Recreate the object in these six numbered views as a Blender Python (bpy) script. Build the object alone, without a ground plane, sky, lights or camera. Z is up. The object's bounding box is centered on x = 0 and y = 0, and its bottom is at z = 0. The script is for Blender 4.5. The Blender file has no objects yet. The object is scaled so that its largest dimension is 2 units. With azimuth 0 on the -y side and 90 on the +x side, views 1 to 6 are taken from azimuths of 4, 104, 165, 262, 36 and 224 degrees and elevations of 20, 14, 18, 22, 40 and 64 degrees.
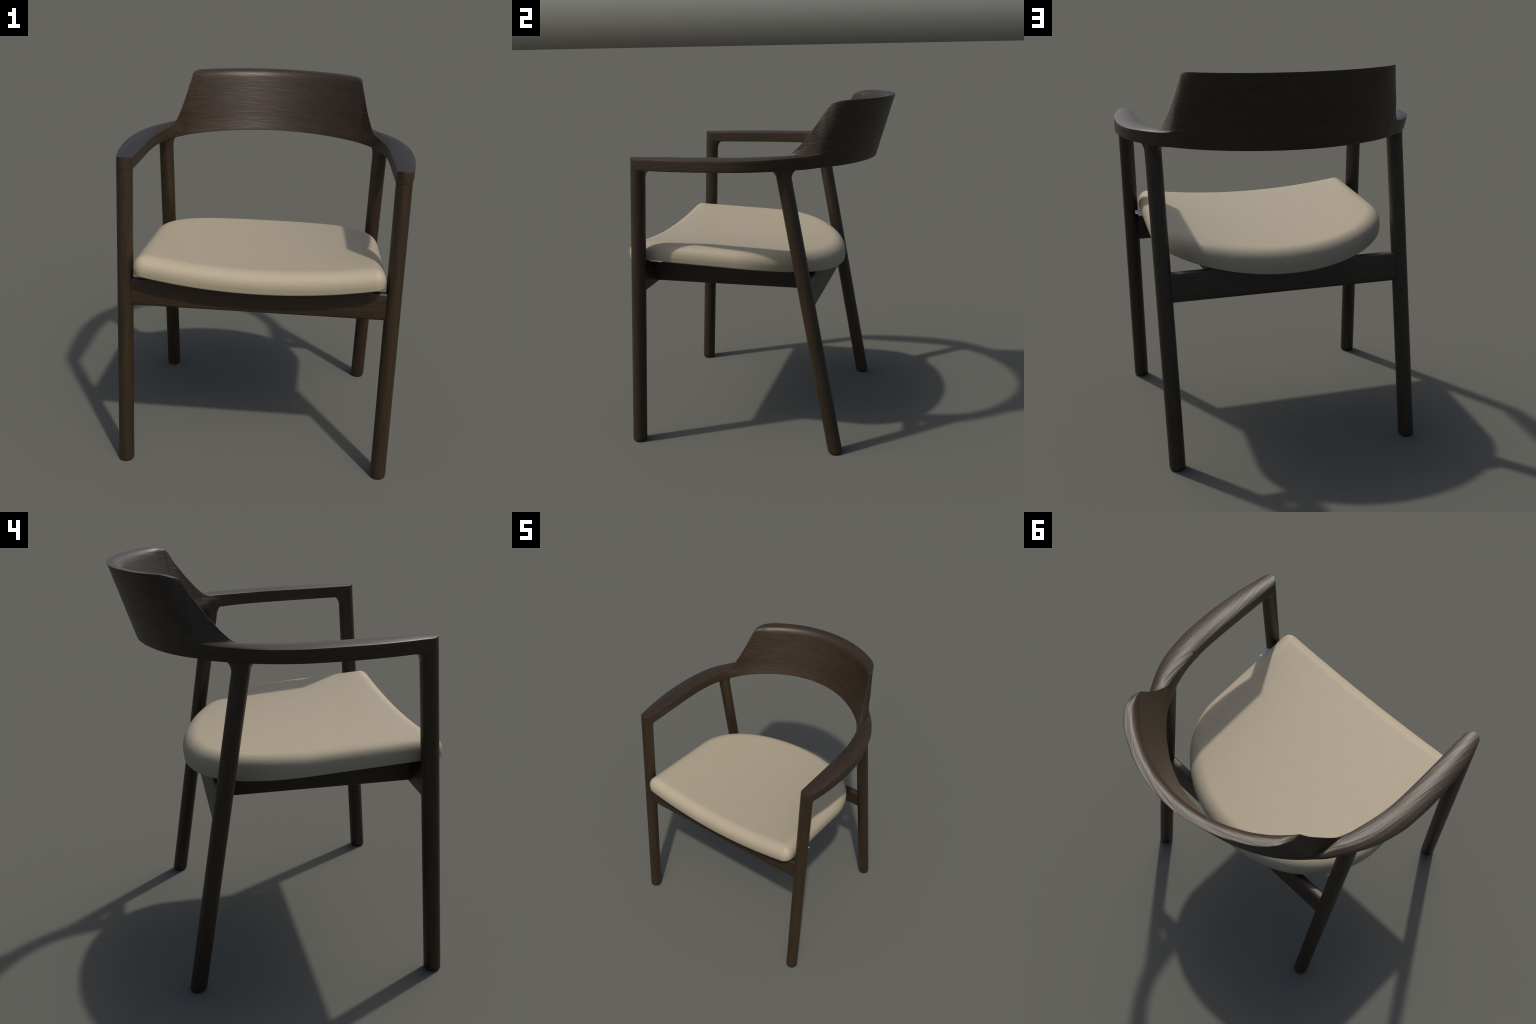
"""Dark stained wooden armchair with a curved backrest ring and a beige leather seat.
Frame: metres, z up, front of the chair looks to -y, mirror plane x = 0."""
import bpy, bmesh, math
import numpy as np
from mathutils import Vector

# ------------------------------------------------------------------ helpers
def catmull(P, n):
    """Catmull-Rom through the rows of P (any trailing shape), n samples per span."""
    P = np.asarray(P, float)
    Q = np.concatenate([[2 * P[0] - P[1]], P, [2 * P[-1] - P[-2]]])
    out = []
    for i in range(len(P) - 1):
        a, b, c, d = Q[i:i + 4]
        for t in np.linspace(0, 1, n, endpoint=False):
            out.append(.5 * (2 * b + (c - a) * t + (2 * a - 5 * b + 4 * c - d) * t * t
                             + (-a + 3 * b - 3 * c + d) * t ** 3))
    out.append(P[-1])
    return np.array(out)


def link(obj, parent=None):
    bpy.context.scene.collection.objects.link(obj)
    if parent is not None:
        obj.parent = parent
    return obj


def mesh_object(name, verts, faces, mat, parent, angle=40, merge=1e-5, recalc=True):
    me = bpy.data.meshes.new(name)
    me.from_pydata([tuple(map(float, v)) for v in verts], [], faces)
    bm = bmesh.new()
    bm.from_mesh(me)
    if merge:
        bmesh.ops.remove_doubles(bm, verts=bm.verts, dist=merge)
        bmesh.ops.dissolve_degenerate(bm, edges=bm.edges, dist=merge)
    if recalc:
        bmesh.ops.recalc_face_normals(bm, faces=bm.faces)
    for f in bm.faces:
        f.smooth = True
    lim = math.radians(angle)
    for e in bm.edges:
        if len(e.link_faces) == 2 and e.calc_face_angle(0) > lim:
            e.smooth = False
    bm.to_mesh(me)
    bm.free()
    me.materials.append(mat)
    return link(bpy.data.objects.new(name, me), parent)


def loft(rings, cap=True):
    """Closed rings of equal length -> verts, faces."""
    n = len(rings[0])
    verts = [v for r in rings for v in r]
    faces = []
    for i in range(len(rings) - 1):
        for j in range(n):
            k = (j + 1) % n
            faces.append((i * n + j, i * n + k, (i + 1) * n + k, (i + 1) * n + j))
    if cap:
        faces.append(tuple(range(n))[::-1])
        faces.append(tuple((len(rings) - 1) * n + j for j in range(n)))
    return verts, faces


# ------------------------------------------------------------------ materials
def wood(name, axis, seed, relief=.42):
    """Dark brown stained wood; grain runs along the object axis 0, 1 or 2."""
    m = bpy.data.materials.new(name)
    m.use_nodes = True
    nt = m.node_tree
    N, L = nt.nodes, nt.links
    bs = N['Principled BSDF']
    tc = N.new('ShaderNodeTexCoord')

    coords = tc.outputs['Object']
    if axis == 'ring':
        # grain follows the ring: straight along the arms (y < 0), bent round the back (y > 0)
        def math_node(op, a_, b_=None):
            n_ = N.new('ShaderNodeMath')
            n_.operation = op
            for k_, v_ in enumerate((a_, b_)):
                if v_ is None:
                    continue
                if isinstance(v_, (int, float)):
                    n_.inputs[k_].default_value = v_
                else:
                    L.new(v_, n_.inputs[k_])
            return n_.outputs[0]
        sep, comb = N.new('ShaderNodeSeparateXYZ'), N.new('ShaderNodeCombineXYZ')
        L.new(coords, sep.inputs[0])
        x_, y_, z_ = sep.outputs
        y_back = math_node('MAXIMUM', y_, 0.0)
        radius = math_node('SQRT', math_node('ADD', math_node('MULTIPLY', x_, x_),
                                             math_node('MULTIPLY', y_back, y_back)))
        along = math_node('ADD', math_node('ARCTAN2', x_, y_back),
                          math_node('MULTIPLY', math_node('MINIMUM', y_, 0.0), 1.5))
        L.new(along, comb.inputs[0])
        # slight slant of the grain against the edge
        L.new(math_node('ADD', radius, math_node('MULTIPLY', along, .08)), comb.inputs[1])
        L.new(z_, comb.inputs[2])
        coords = comb.outputs[0]
        axis = 0

    def stretched(long_scale, cross_scale, off):
        mp = N.new('ShaderNodeMapping')
        s = [cross_scale] * 3
        s[axis] = long_scale
        mp.inputs['Scale'].default_value = s
        mp.inputs['Location'].default_value = (seed * 1.7 + off, seed * 2.3 + off, seed * .9 + off)
        L.new(coords, mp.inputs['Vector'])
        return mp.outputs['Vector']

    def noise(vec, scale, detail, rough, dist=0.0):
        t = N.new('ShaderNodeTexNoise')
        t.inputs['Scale'].default_value = scale
        t.inputs['Detail'].default_value = detail
        t.inputs['Roughness'].default_value = rough
        t.inputs['Distortion'].default_value = dist
        L.new(vec, t.inputs['Vector'])
        return t.outputs['Fac']

    broad = noise(stretched(.8, 14, 0), 1.0, 2, .5, .4)
    fine = noise(stretched(2.4, 76, 4), 1.0, 3, .5, .15)
    pores = noise(stretched(9, 230, 8), 1.0, 2, .5)
    mix = N.new('ShaderNodeMix')
    mix.inputs['Factor'].default_value = .65
    L.new(broad, mix.inputs['A'])
    L.new(fine, mix.inputs['B'])
    ramp = N.new('ShaderNodeValToRGB')
    el = ramp.color_ramp.elements
    el[0].position, el[0].color = .26, WOOD_DARK
    el[1].position, el[1].color = .74, WOOD_LIGHT
    L.new(mix.outputs['Result'], ramp.inputs['Fac'])
    pr = N.new('ShaderNodeValToRGB')
    pr.color_ramp.elements[0].position = .30
    pr.color_ramp.elements[0].color = (.72, .72, .72, 1)
    pr.color_ramp.elements[1].position = .46
    pr.color_ramp.elements[1].color = (1, 1, 1, 1)
    L.new(pores, pr.inputs['Fac'])
    mul = N.new('ShaderNodeMix')
    mul.data_type = 'RGBA'
    mul.blend_type = 'MULTIPLY'
    mul.inputs['Factor'].default_value = 1
    L.new(ramp.outputs['Color'], mul.inputs[6])
    L.new(pr.outputs['Color'], mul.inputs[7])
    L.new(mul.outputs[2], bs.inputs['Base Color'])
    bs.inputs['Roughness'].default_value = WOOD_ROUGH
    bs.inputs['Specular IOR Level'].default_value = WOOD_SPEC
    bump = N.new('ShaderNodeBump')
    bump.inputs['Strength'].default_value = relief
    bump.inputs['Distance'].default_value = .004
    L.new(fine, bump.inputs['Height'])
    L.new(bump.outputs['Normal'], bs.inputs['Normal'])
    return m


def leather(name):
    m = bpy.data.materials.new(name)
    m.use_nodes = True
    nt = m.node_tree
    N, L = nt.nodes, nt.links
    bs = N['Principled BSDF']
    tc = N.new('ShaderNodeTexCoord')
    tone = N.new('ShaderNodeTexNoise')
    tone.inputs['Scale'].default_value = 14
    tone.inputs['Detail'].default_value = 4
    L.new(tc.outputs['Object'], tone.inputs['Vector'])
    ramp = N.new('ShaderNodeValToRGB')
    el = ramp.color_ramp.elements
    el[0].position, el[0].color = .3, LEATHER_A
    el[1].position, el[1].color = .7, LEATHER_B
    L.new(tone.outputs['Fac'], ramp.inputs['Fac'])
    L.new(ramp.outputs['Color'], bs.inputs['Base Color'])
    vor = N.new('ShaderNodeTexVoronoi')
    vor.feature = 'SMOOTH_F1'
    vor.inputs['Scale'].default_value = 215
    warp = N.new('ShaderNodeTexNoise')
    warp.inputs['Scale'].default_value = 60
    warp.inputs['Detail'].default_value = 3
    L.new(tc.outputs['Object'], warp.inputs['Vector'])
    add = N.new('ShaderNodeMix')
    add.data_type = 'VECTOR'
    add.inputs['Factor'].default_value = .012
    L.new(tc.outputs['Object'], add.inputs[4])
    L.new(warp.outputs['Color'], add.inputs[5])
    L.new(add.outputs[1], vor.inputs['Vector'])
    bump = N.new('ShaderNodeBump')
    bump.inputs['Strength'].default_value = .16
    bump.inputs['Distance'].default_value = .004
    L.new(vor.outputs['Distance'], bump.inputs['Height'])
    L.new(bump.outputs['Normal'], bs.inputs['Normal'])
    bs.inputs['Roughness'].default_value = .55
    bs.inputs['Specular IOR Level'].default_value = .3
    return m


def label_cloth(name):
    m = bpy.data.materials.new(name)
    m.use_nodes = True
    nt = m.node_tree
    bs = nt.nodes['Principled BSDF']
    tc = nt.nodes.new('ShaderNodeTexCoord')
    t = nt.nodes.new('ShaderNodeTexNoise')
    t.inputs['Scale'].default_value = 200
    nt.links.new(tc.outputs['Object'], t.inputs['Vector'])
    r = nt.nodes.new('ShaderNodeValToRGB')
    r.color_ramp.elements[0].color = (.42, .43, .50, 1)
    r.color_ramp.elements[1].color = (.50, .51, .58, 1)
    nt.links.new(t.outputs['Fac'], r.inputs['Fac'])
    nt.links.new(r.outputs['Color'], bs.inputs['Base Color'])
    bs.inputs['Roughness'].default_value = .6
    return m


WOOD_DARK = (.0165, .0095, .0042, 1)
WOOD_LIGHT = (.039, .0225, .0100, 1)
WOOD_ROUGH = .45
WOOD_SPEC = .44
LEATHER_A = (.335, .287, .205, 1)
LEATHER_B = (.341, .293, .210, 1)

wood_back = wood('walnut_ring', 'ring', 1)
wood_arm = wood_back
wood_leg = wood('walnut_leg', 2, 3, .25)
wood_cross = wood('walnut_cross_rail', 0, 4, .3)
wood_side = wood('walnut_side_rail', 1, 5, .3)
seat_leather = leather('beige_leather')
tag_cloth = label_cloth('white_label_cloth')

chair = link(bpy.data.objects.new('wooden_armchair', None))
chair['label'] = 'dark brown wooden armchair with curved backrest and beige leather seat'
chair['category'] = 'armchair'

# ------------------------------------------------------------------ back and arm ring
# One station = section points: ib inner bottom, ic inner crease, it inner at arm height, T inner top,
# R rear top, om outer middle, wb wing base, ot outer top of the arm, ob outer bottom.
ZB = 1.639
def arm_station(xo_b, xo_t, yo, xi, yi, zt=1.699):
    inner = (xi, yi, zt)
    return [(xi, yi, ZB), (xi, yi, (ZB + zt) / 2), inner, inner, inner, inner, inner, (xo_t, yo, zt), (xo_b, yo, ZB)]


# plan radii about the origin against the angle from the x axis (rear half of the ring)
ANGLE = [27, 35, 43, 51, 59, 66, 74, 82, 90]
OUTER_BOTTOM = [.686, .669, .658, .648, .638, .6315, .628, .6265, .6265]
INNER_BOTTOM = [.606, .593, .582, .5735, .570, .568, .567, .566, .566]
REAR_TOP, INNER_TOP = .7355, .672


def polar(r, deg, z):
    a = math.radians(deg)
    return np.array((r * math.cos(a), r * math.sin(a), z))


def back_station(deg, rear=REAR_TOP, z_rear=2.0):
    """Full-height slice of the leaning back panel."""
    ob = polar(np.interp(deg, ANGLE, OUTER_BOTTOM), deg, ZB + .002)
    R = polar(rear, deg, z_rear)
    full = polar(REAR_TOP - .004 * max(0, 50 - deg) / 5, deg, 2.0)
    lean = lambda t: ob + (full - ob) * t
    ri = np.interp(deg, ANGLE, INNER_BOTTOM)
    return [polar(ri, deg, ZB), polar(ri + .0105, deg, (ZB + 1.70) / 2), polar(ri + .021, deg, 1.70), polar(INNER_TOP, deg, 1.996), R,
            lean(.62), lean(.26), lean(.24), ob]


def wing_station(deg, T, R, om_deg, om_r, om_z, wb_r, ot_r):
    """Slice through the slanting side edge of the panel."""
    ri = np.interp(deg, ANGLE, INNER_BOTTOM)
    return [polar(ri, deg, ZB), polar(ri + .0105, deg, (ZB + 1.70) / 2), polar(ri + .021, deg, 1.70), T, R, polar(om_r, om_deg, om_z),
            polar(wb_r, deg, 1.728 if deg > 36 else 1.718), polar(ot_r, deg, 1.724 if deg > 36 else 1.715),
            polar(np.interp(deg, ANGLE, OUTER_BOTTOM), deg, ZB + .002)]


CAP_C, CAP_R = (.6993, -.6060), .0417
stations = [
    arm_station(.7410, .7410, CAP_C[1], .6576, CAP_C[1]),
    arm_station(.763, .762, -.48, .6575, -.48),
    arm_station(.776, .774, -.36, .6575, -.36),
    arm_station(.781, .778, -.24, .6575, -.24, 1.700),
    arm_station(.776, .776, -.12, .655, -.12, 1.700),
    arm_station(.7650, .767, -.025, .648, -.035, 1.700),
    arm_station(.728, .740, .105, .628, .075, 1.702),
    [(.587, .190, ZB), (.588, .191, 1.680), (.597, .202, 1.705), (.597, .202, 1.705), (.597, .202, 1.705),
     (.597, .202, 1.705), (.598, .202, 1.705), (.700, .201, 1.705), (.684, .196, ZB)],
    [(.557, .240, ZB), (.558, .2405, 1.660), (.574, .246, 1.700), (.578, .256, 1.740), (.579, .257, 1.740),
     (.583, .256, 1.728), (.592, .254, 1.713), (.659, .270, 1.706), (.643, .265, ZB)],
    [(.525, .292, ZB), (.5262, .2928, 1.648), (.543, .300, 1.700), (.555, .314, 1.806), (.556, .315, 1.806),
     (.568, .320, 1.762), (.583, .320, 1.714), (.617, .332, 1.709), (.602, .326, ZB)],
    wing_station(33.5, (.533, .376, 1.890), (.534, .377, 1.890), 34.2, .666, 1.812, .684, .690),
    wing_station(37.0, (.523, .4015, 1.932), (.524, .402, 1.932), 36.9, .684, 1.832, .684, .685),
    wing_station(39.8, (.510, .4275, 1.972), (.512, .428, 1.973), 39.4, .694, 1.852, .681, .681),
    wing_station(42.2, (.4967, .4504, 1.988), (.5155, .464, 1.985), 42.0, .700, 1.860, .678, .678),
    back_station(45, .712, 1.9955), back_station(48, .726, 1.9995), back_station(53), back_station(60),
    back_station(70), back_station(80), back_station(90),
]
st = np.array(stations, float)
mirror = st[:-1][::-1] * np.array([-1, 1, 1])
SPAN = 8
ring = catmull(np.concatenate([st, mirror]), SPAN)
half_n = SPAN * (len(st) - 1)
CUT = SPAN * 7                     # station where the wing leaves the arm

# rounded front tips: sections shrink along the circle of the leg top
DOME = .105                        # crown of the arm top against its width
def tip(sec0, side):
    secs = []
    for th in np.radians([86, 75, 60, 45, 30, 15]):
        s = sec0.copy()
        cx = side * CAP_C[0]
        s[:, 0] = cx + (sec0[:, 0] - cx) * math.cos(th)
        s[:, 1] = CAP_C[1] - CAP_R * math.sin(th) + .0518 * (sec0[:, 2] - 1.67)
        s[sec0[:, 2] > 1.69, 2] += DOME * 2 * CAP_R * math.sin(th) ** 2
        secs.append(s)
    return secs
tips_r = tip(ring[0], 1)
tips_l = tip(ring[-1], -1)[::-1]
all_sec = tips_r + list(ring) + tips_l
TIP = len(tips_r)


def lerp(a, b, n):
    return [a + (b - a) * t for t in np.linspace(0, 1, n, endpoint=False)]


def section_loop(s):
    ib, ic, it, T, R, om, wb, ot, ob = s
    loop = lerp(ob, ib, 6) + lerp(ib, ic, 3) + lerp(ic, it, 4)
    # inner face, rounded top front corner
    top_w = np.linalg.norm(R - T)
    r = min(.036, top_w * .62)
    h = max(np.linalg.norm(T - it), 1e-6)
    a = T + (it - T) / h * min(r * 1.15, h * .5)
    b = T + (R - T) * (r / top_w if top_w > 1e-6 else 0)
    loop += lerp(it, a, 10)
    for t in np.linspace(0, 1, 8, endpoint=False):
        loop.append((1 - t) ** 2 * a + 2 * t * (1 - t) * T + t * t * b)
    loop += lerp(b, R, 5)
    # outer face of the panel, quadratic through om
    c = 2 * om - .5 * (R + wb)
    for t in np.linspace(0, 1, 16, endpoint=False):
        loop.append((1 - t) ** 2 * R + 2 * t * (1 - t) * c + t * t * wb)
    # domed arm top
    w = np.linalg.norm(ot - wb)
    for t in np.linspace(0, 1, 12, endpoint=False):
        p = wb + (ot - wb) * t
        crown = DOME * (min(w, .11) if w > 2 * CAP_R or s[6, 1] > 0 else w * w / (2 * CAP_R))
        p = p + np.array([0, 0, crown * (1 - (2 * t - 1) ** 2)])
        loop.append(p)
    loop += lerp(ot, ob, 5)
    return loop


rings = [section_loop(s) for s in all_sec]
verts, faces = loft(rings)
n_loop = len(rings[0])
me = bpy.data.meshes.new('ring')
me.from_pydata([tuple(map(float, v)) for v in verts], [], faces)
bm = bmesh.new()
bm.from_mesh(me)
tag = bm.faces.layers.int.new('region')
lo, hi = TIP + CUT, len(rings) - 1 - TIP - CUT
for f in bm.faces:
    k = min(f.verts, key=lambda v: v.index).index // n_loop
    if len(f.verts) > 4:
        f[tag] = 0 if f.calc_center_median().x > 0 else 2
    else:
        f[tag] = 0 if k < lo else (1 if k < hi else 2)
bmesh.ops.remove_doubles(bm, verts=bm.verts, dist=2e-5)
bmesh.ops.dissolve_degenerate(bm, edges=bm.edges, dist=2e-5)
bmesh.ops.recalc_face_normals(bm, faces=bm.faces)
sharp = [e for e in bm.edges if len(e.link_faces) == 2 and e.calc_face_angle(0) > math.radians(38)]
bmesh.ops.bevel(bm, geom=sharp, offset=.0014, segments=2, profile=.5, affect='EDGES', clamp_overlap=True)
bmesh.ops.dissolve_degenerate(bm, edges=bm.edges, dist=1e-6)
for f in bm.faces:
    f.smooth = True
for e in bm.edges:
    e.smooth = not (len(e.link_faces) == 2 and e.calc_face_angle(0) > math.radians(50))
bm.to_mesh(me)
bm.free()
whole_n = [tuple(c.vector) for c in me.corner_normals]
region = [d.value for d in me.attributes['region'].data]
for name, reg, mat in (('armrest', 0, wood_arm), ('armrest', 2, wood_arm), ('backrest', 1, wood_back)):
    vmap, vs, fs, nor = {}, [], [], []
    for p in me.polygons:
        if region[p.index] != reg:
            continue
        f = []
        for li in p.loop_indices:
            vi = me.loops[li].vertex_index
            if vi not in vmap:
                vmap[vi] = len(vs)
                vs.append(tuple(me.vertices[vi].co))
            f.append(vmap[vi])
            nor.append(whole_n[li])
        fs.append(f)
    part = bpy.data.meshes.new(name)
    part.from_pydata(vs, [], fs)
    for p in part.polygons:
        p.use_smooth = True
    part.normals_split_custom_set(nor)
    part.materials.append(mat)
    link(bpy.data.objects.new(name, part), chair)
bpy.data.meshes.remove(me)

# ------------------------------------------------------------------ legs
def leg(foot, top, fillets, z_top=1.66, r=.0417):
    """Round leg with an eased foot; fillets = (direction, size) flares into the arm underside."""
    foot, top = Vector(foot), Vector(top)
    ax = top - foot
    z_arm = ZB + .0015
    rings = []
    nseg = 48
    big = max(sz for _, sz in fillets)
    zs = [0, .002, .006, .012, .02] + list(np.linspace(.06, z_arm - big, 26))
    zs += [z_arm - big + big * math.sin(math.radians(p)) for p in range(6, 91, 6)] + [z_arm + .004, z_top]
    for z in zs:
        c = foot + ax * ((z - foot.z) / ax.z)
        rr = r
        if z < .014:
            rr = r - .010 + math.sqrt(max(0, .010 ** 2 - (.010 * (1 - min(z / .012, 1))) ** 2))
        if z > z_arm:
            rr = r - .002                  # tenon inside the arm
        row = []
        for k in range(nseg):
            a = 2 * math.pi * k / nseg
            d = Vector((math.cos(a), math.sin(a), 0))
            p = c + d * rr
            for (dx, dy), size in fillets:
                t = Vector((dx, dy, 0)).normalized()
                q = max(0., d.dot(t))
                u = (z - (z_arm - size)) / size
                if 0 < u <= 1.0001 and q > 0:
                    p = p + t * size * (1 - math.sqrt(max(0, 1 - u * u))) * q ** .8
            row.append((p.x, p.y, z))
        rings.append(row)
    return loft(rings)


TILT_F = (-.6045 + .6925) / 1.7
TILT_B = (.1842 - .4849) / 1.7
for sx in (1, -1):
    v, f = leg((sx * .6993, -.6925, 0), (sx * .6993, -.6045, 1.7), [((sx * .10, 1), .050)], 1.690)
    mesh_object('leg', v, f, wood_leg, chair, 50)
    v, f = leg((sx * .6320, .4849, 0), (sx * .6325, .1842, 1.7),
               [((-sx * .45, .9), .056), ((sx * .62, -.78), .046)])
    mesh_object('leg', v, f, wood_leg, chair, 50)

# ------------------------------------------------------------------ seat surface rule
def seat_z(x, y):
    """Underside height of the saddle-shaped seat."""
    return 1.007 - .0595 * y + .1608 * x * x + .0178 * y * x * x


# ------------------------------------------------------------------ rails
def rail_section(cx, cy, ux, uy, half, z0, z1, tilt, r=.014):
    """Rounded rectangle across the rail; (ux,uy) thickness direction, tilt = dy/dz."""
    pts = []
    r = min(r, half * .9)
    for cxs, czs, a0 in ((1, 1, 0), (-1, 1, 90), (-1, -1, 180), (1, -1, 270)):
        for k in range(6):
            a = math.radians(a0 + 18 * k)
            t = cxs * (half - r) + r * math.cos(a)
            z = (z1 - r if czs > 0 else z0 + r) + r * math.sin(a)
            pts.append((cx + ux * t, cy + uy * t + tilt * z, z))
    return pts


def cross_rail(y0, tilt, half, z0, z1, x_end, step_out, step_in):
    """Rail across the chair whose top steps up to carry the seat."""
    xs = sorted(set(np.round(np.concatenate([
        np.linspace(-x_end, -step_out, 8), np.linspace(-step_out, -step_in, 10),
        np.linspace(-step_in, step_in, 24), np.linspace(step_in, step_out, 10),
        np.linspace(step_out, x_end, 8)]), 5)))
    rows = []
    for x in xs:
        t = min(max((step_out - abs(x)) / (step_out - step_in), 0), 1)
        lift = max(seat_z(x, y0 + tilt * z1) + .004, z1) - z1
        lift = max(lift, .022)
        rows.append(rail_section(x, y0, 0, 1, half, z0, z1 + lift * t * t * (3 - 2 * t), tilt))
    return loft(rows)


v, f = cross_rail(-.6925, TILT_F, .0205, .918, 1.066, .668, .60, .545)
mesh_object('front_rail', v, f, wood_cross, chair, 45)
v, f = cross_rail(.4849, TILT_B, .0245, .854, 1.000, .60, .408, .362)
mesh_object('rear_rail', v, f, wood_cross, chair, 45)
for sx in (1, -1):
    rows = []
    for t in np.linspace(0, 1, 24):
        y = -.632 + (.318 + .632) * t
        x = .448 + (.321 - .448) * t
        zb = .938 + (.891 - .938) * t
        rows.append(rail_section(sx * x, y, 1, 0, .024, zb, seat_z(x, y) + .006, 0, .008))
    v, f = loft(rows)
    mesh_object('side_rail', v, f, wood_side, chair, 45)

# ------------------------------------------------------------------ seat cushion
YF, BULGE, XC, RC, XS, YS, YR = .7265, .0125, .6490, .058, .6435, -.088, .4400
def half_outline():
    x = np.linspace(0, XC - RC, 40)
    front = np.stack([x, -YF - BULGE * (1 - (x / XC) ** 2)], 1)
    t = np.linspace(-math.pi / 2, 0, 14)[1:]
    y0 = front[-1, 1]
    corner = np.stack([XC - RC + RC * np.cos(t), y0 + RC + RC * np.sin(t)], 1)
    t = np.linspace(0, 1, 30)[1:, None]
    side = corner[-1] + (np.array([XS, YS]) - corner[-1]) * t
    t = np.linspace(0, math.pi / 2, 60)[1:]
    rear = np.stack([XS * np.cos(t), YS + (YR - YS) * np.sin(t)], 1)
    return np.concatenate([front, corner, side, rear])
ho = half_outline()
outline = np.concatenate([ho, (ho[1:-1] * [-1, 1])[::-1]])
nO = len(outline)

def poly_dist(p):
    a, b = outline, np.roll(outline, -1, 0)
    ab = b - a
    t = np.clip(((p - a) * ab).sum(1) / (ab ** 2).sum(1), 0, 1)
    return np.sqrt((((a + ab * t[:, None]) - p) ** 2).sum(1).min())

ROUND = .080                               # shoulder radius
def thickness(x, y):
    return .117 - .011 * x * x + .005 * y


def edge_height(x, y, d):
    q = 1 - min(max(d + .001, 0) / ROUND, 1)
    return thickness(x, y) - ROUND + ROUND * math.sqrt(max(0, 1 - q * q))

CEN = np.array([0, -.14])
rows = []
for s in np.linspace(.0, 1, 9)[1:-1]:                     # underside
    rows.append([(*(CEN + (p - CEN) * s),) for p in outline])
under = [[(x, y, seat_z(x, y) + .004) for x, y in r] for r in rows]
loops = under + [[(*(CEN + (p - CEN) * .985), seat_z(*p) + .002) for p in outline]]
# side wall: (share of the wall height, inset from the outline), leaning in at the bottom
for h, inset in ((.0, .0040), (.06, .0018), (.2, .0012), (.4, .0005), (.6, -.0001), (.8, -.0006), (1, -.0010),
                 (1.2, -.0004)):
    nrm = np.roll(outline, -1, 0) - np.roll(outline, 1, 0)
    nrm = np.stack([nrm[:, 1], -nrm[:, 0]], 1)
    nrm /= np.linalg.norm(nrm, axis=1)[:, None]
    q = outline - nrm * inset
    loops.append([(x, y, seat_z(x, y) + h * (thickness(x, y) - ROUND)) for x, y in q])
NT = 46
for k in range(1, NT):
    s = 1 - (k / NT) ** 1.9
    row = []
    for p in outline:
        c = CEN + (p - CEN) * s
        d = poly_dist(c)
        row.append((c[0], c[1], seat_z(*c) + edge_height(*c, d)))
    loops.append(row)
v, f = loft(loops, cap=False)
ib, it_ = len(v), len(v) + 1
v = list(v) + [(CEN[0], CEN[1], seat_z(*CEN) + .004), (CEN[0], CEN[1], seat_z(*CEN) + thickness(*CEN))]
last = (len(loops) - 1) * nO
for j in range(nO):
    k = (j + 1) % nO
    f.append((k, j, ib))
    f.append((last + j, last + k, it_))
mesh_object('seat_cushion', v, f, seat_leather, chair, 60)

# ------------------------------------------------------------------ small label under the seat edge
rows = []
for t in np.linspace(0, 1, 8):
    x = .630 + .052 * t
    z = 1.1075 + .006 * math.sin(t * 1.6)
    rows.append([(x, -.577, z), (x, -.505, z - .003), (x, -.505, z - .0045), (x, -.577, z - .0015)])
v, f = loft(rows)
mesh_object('label_tag', v, f, tag_cloth, chair, 30)
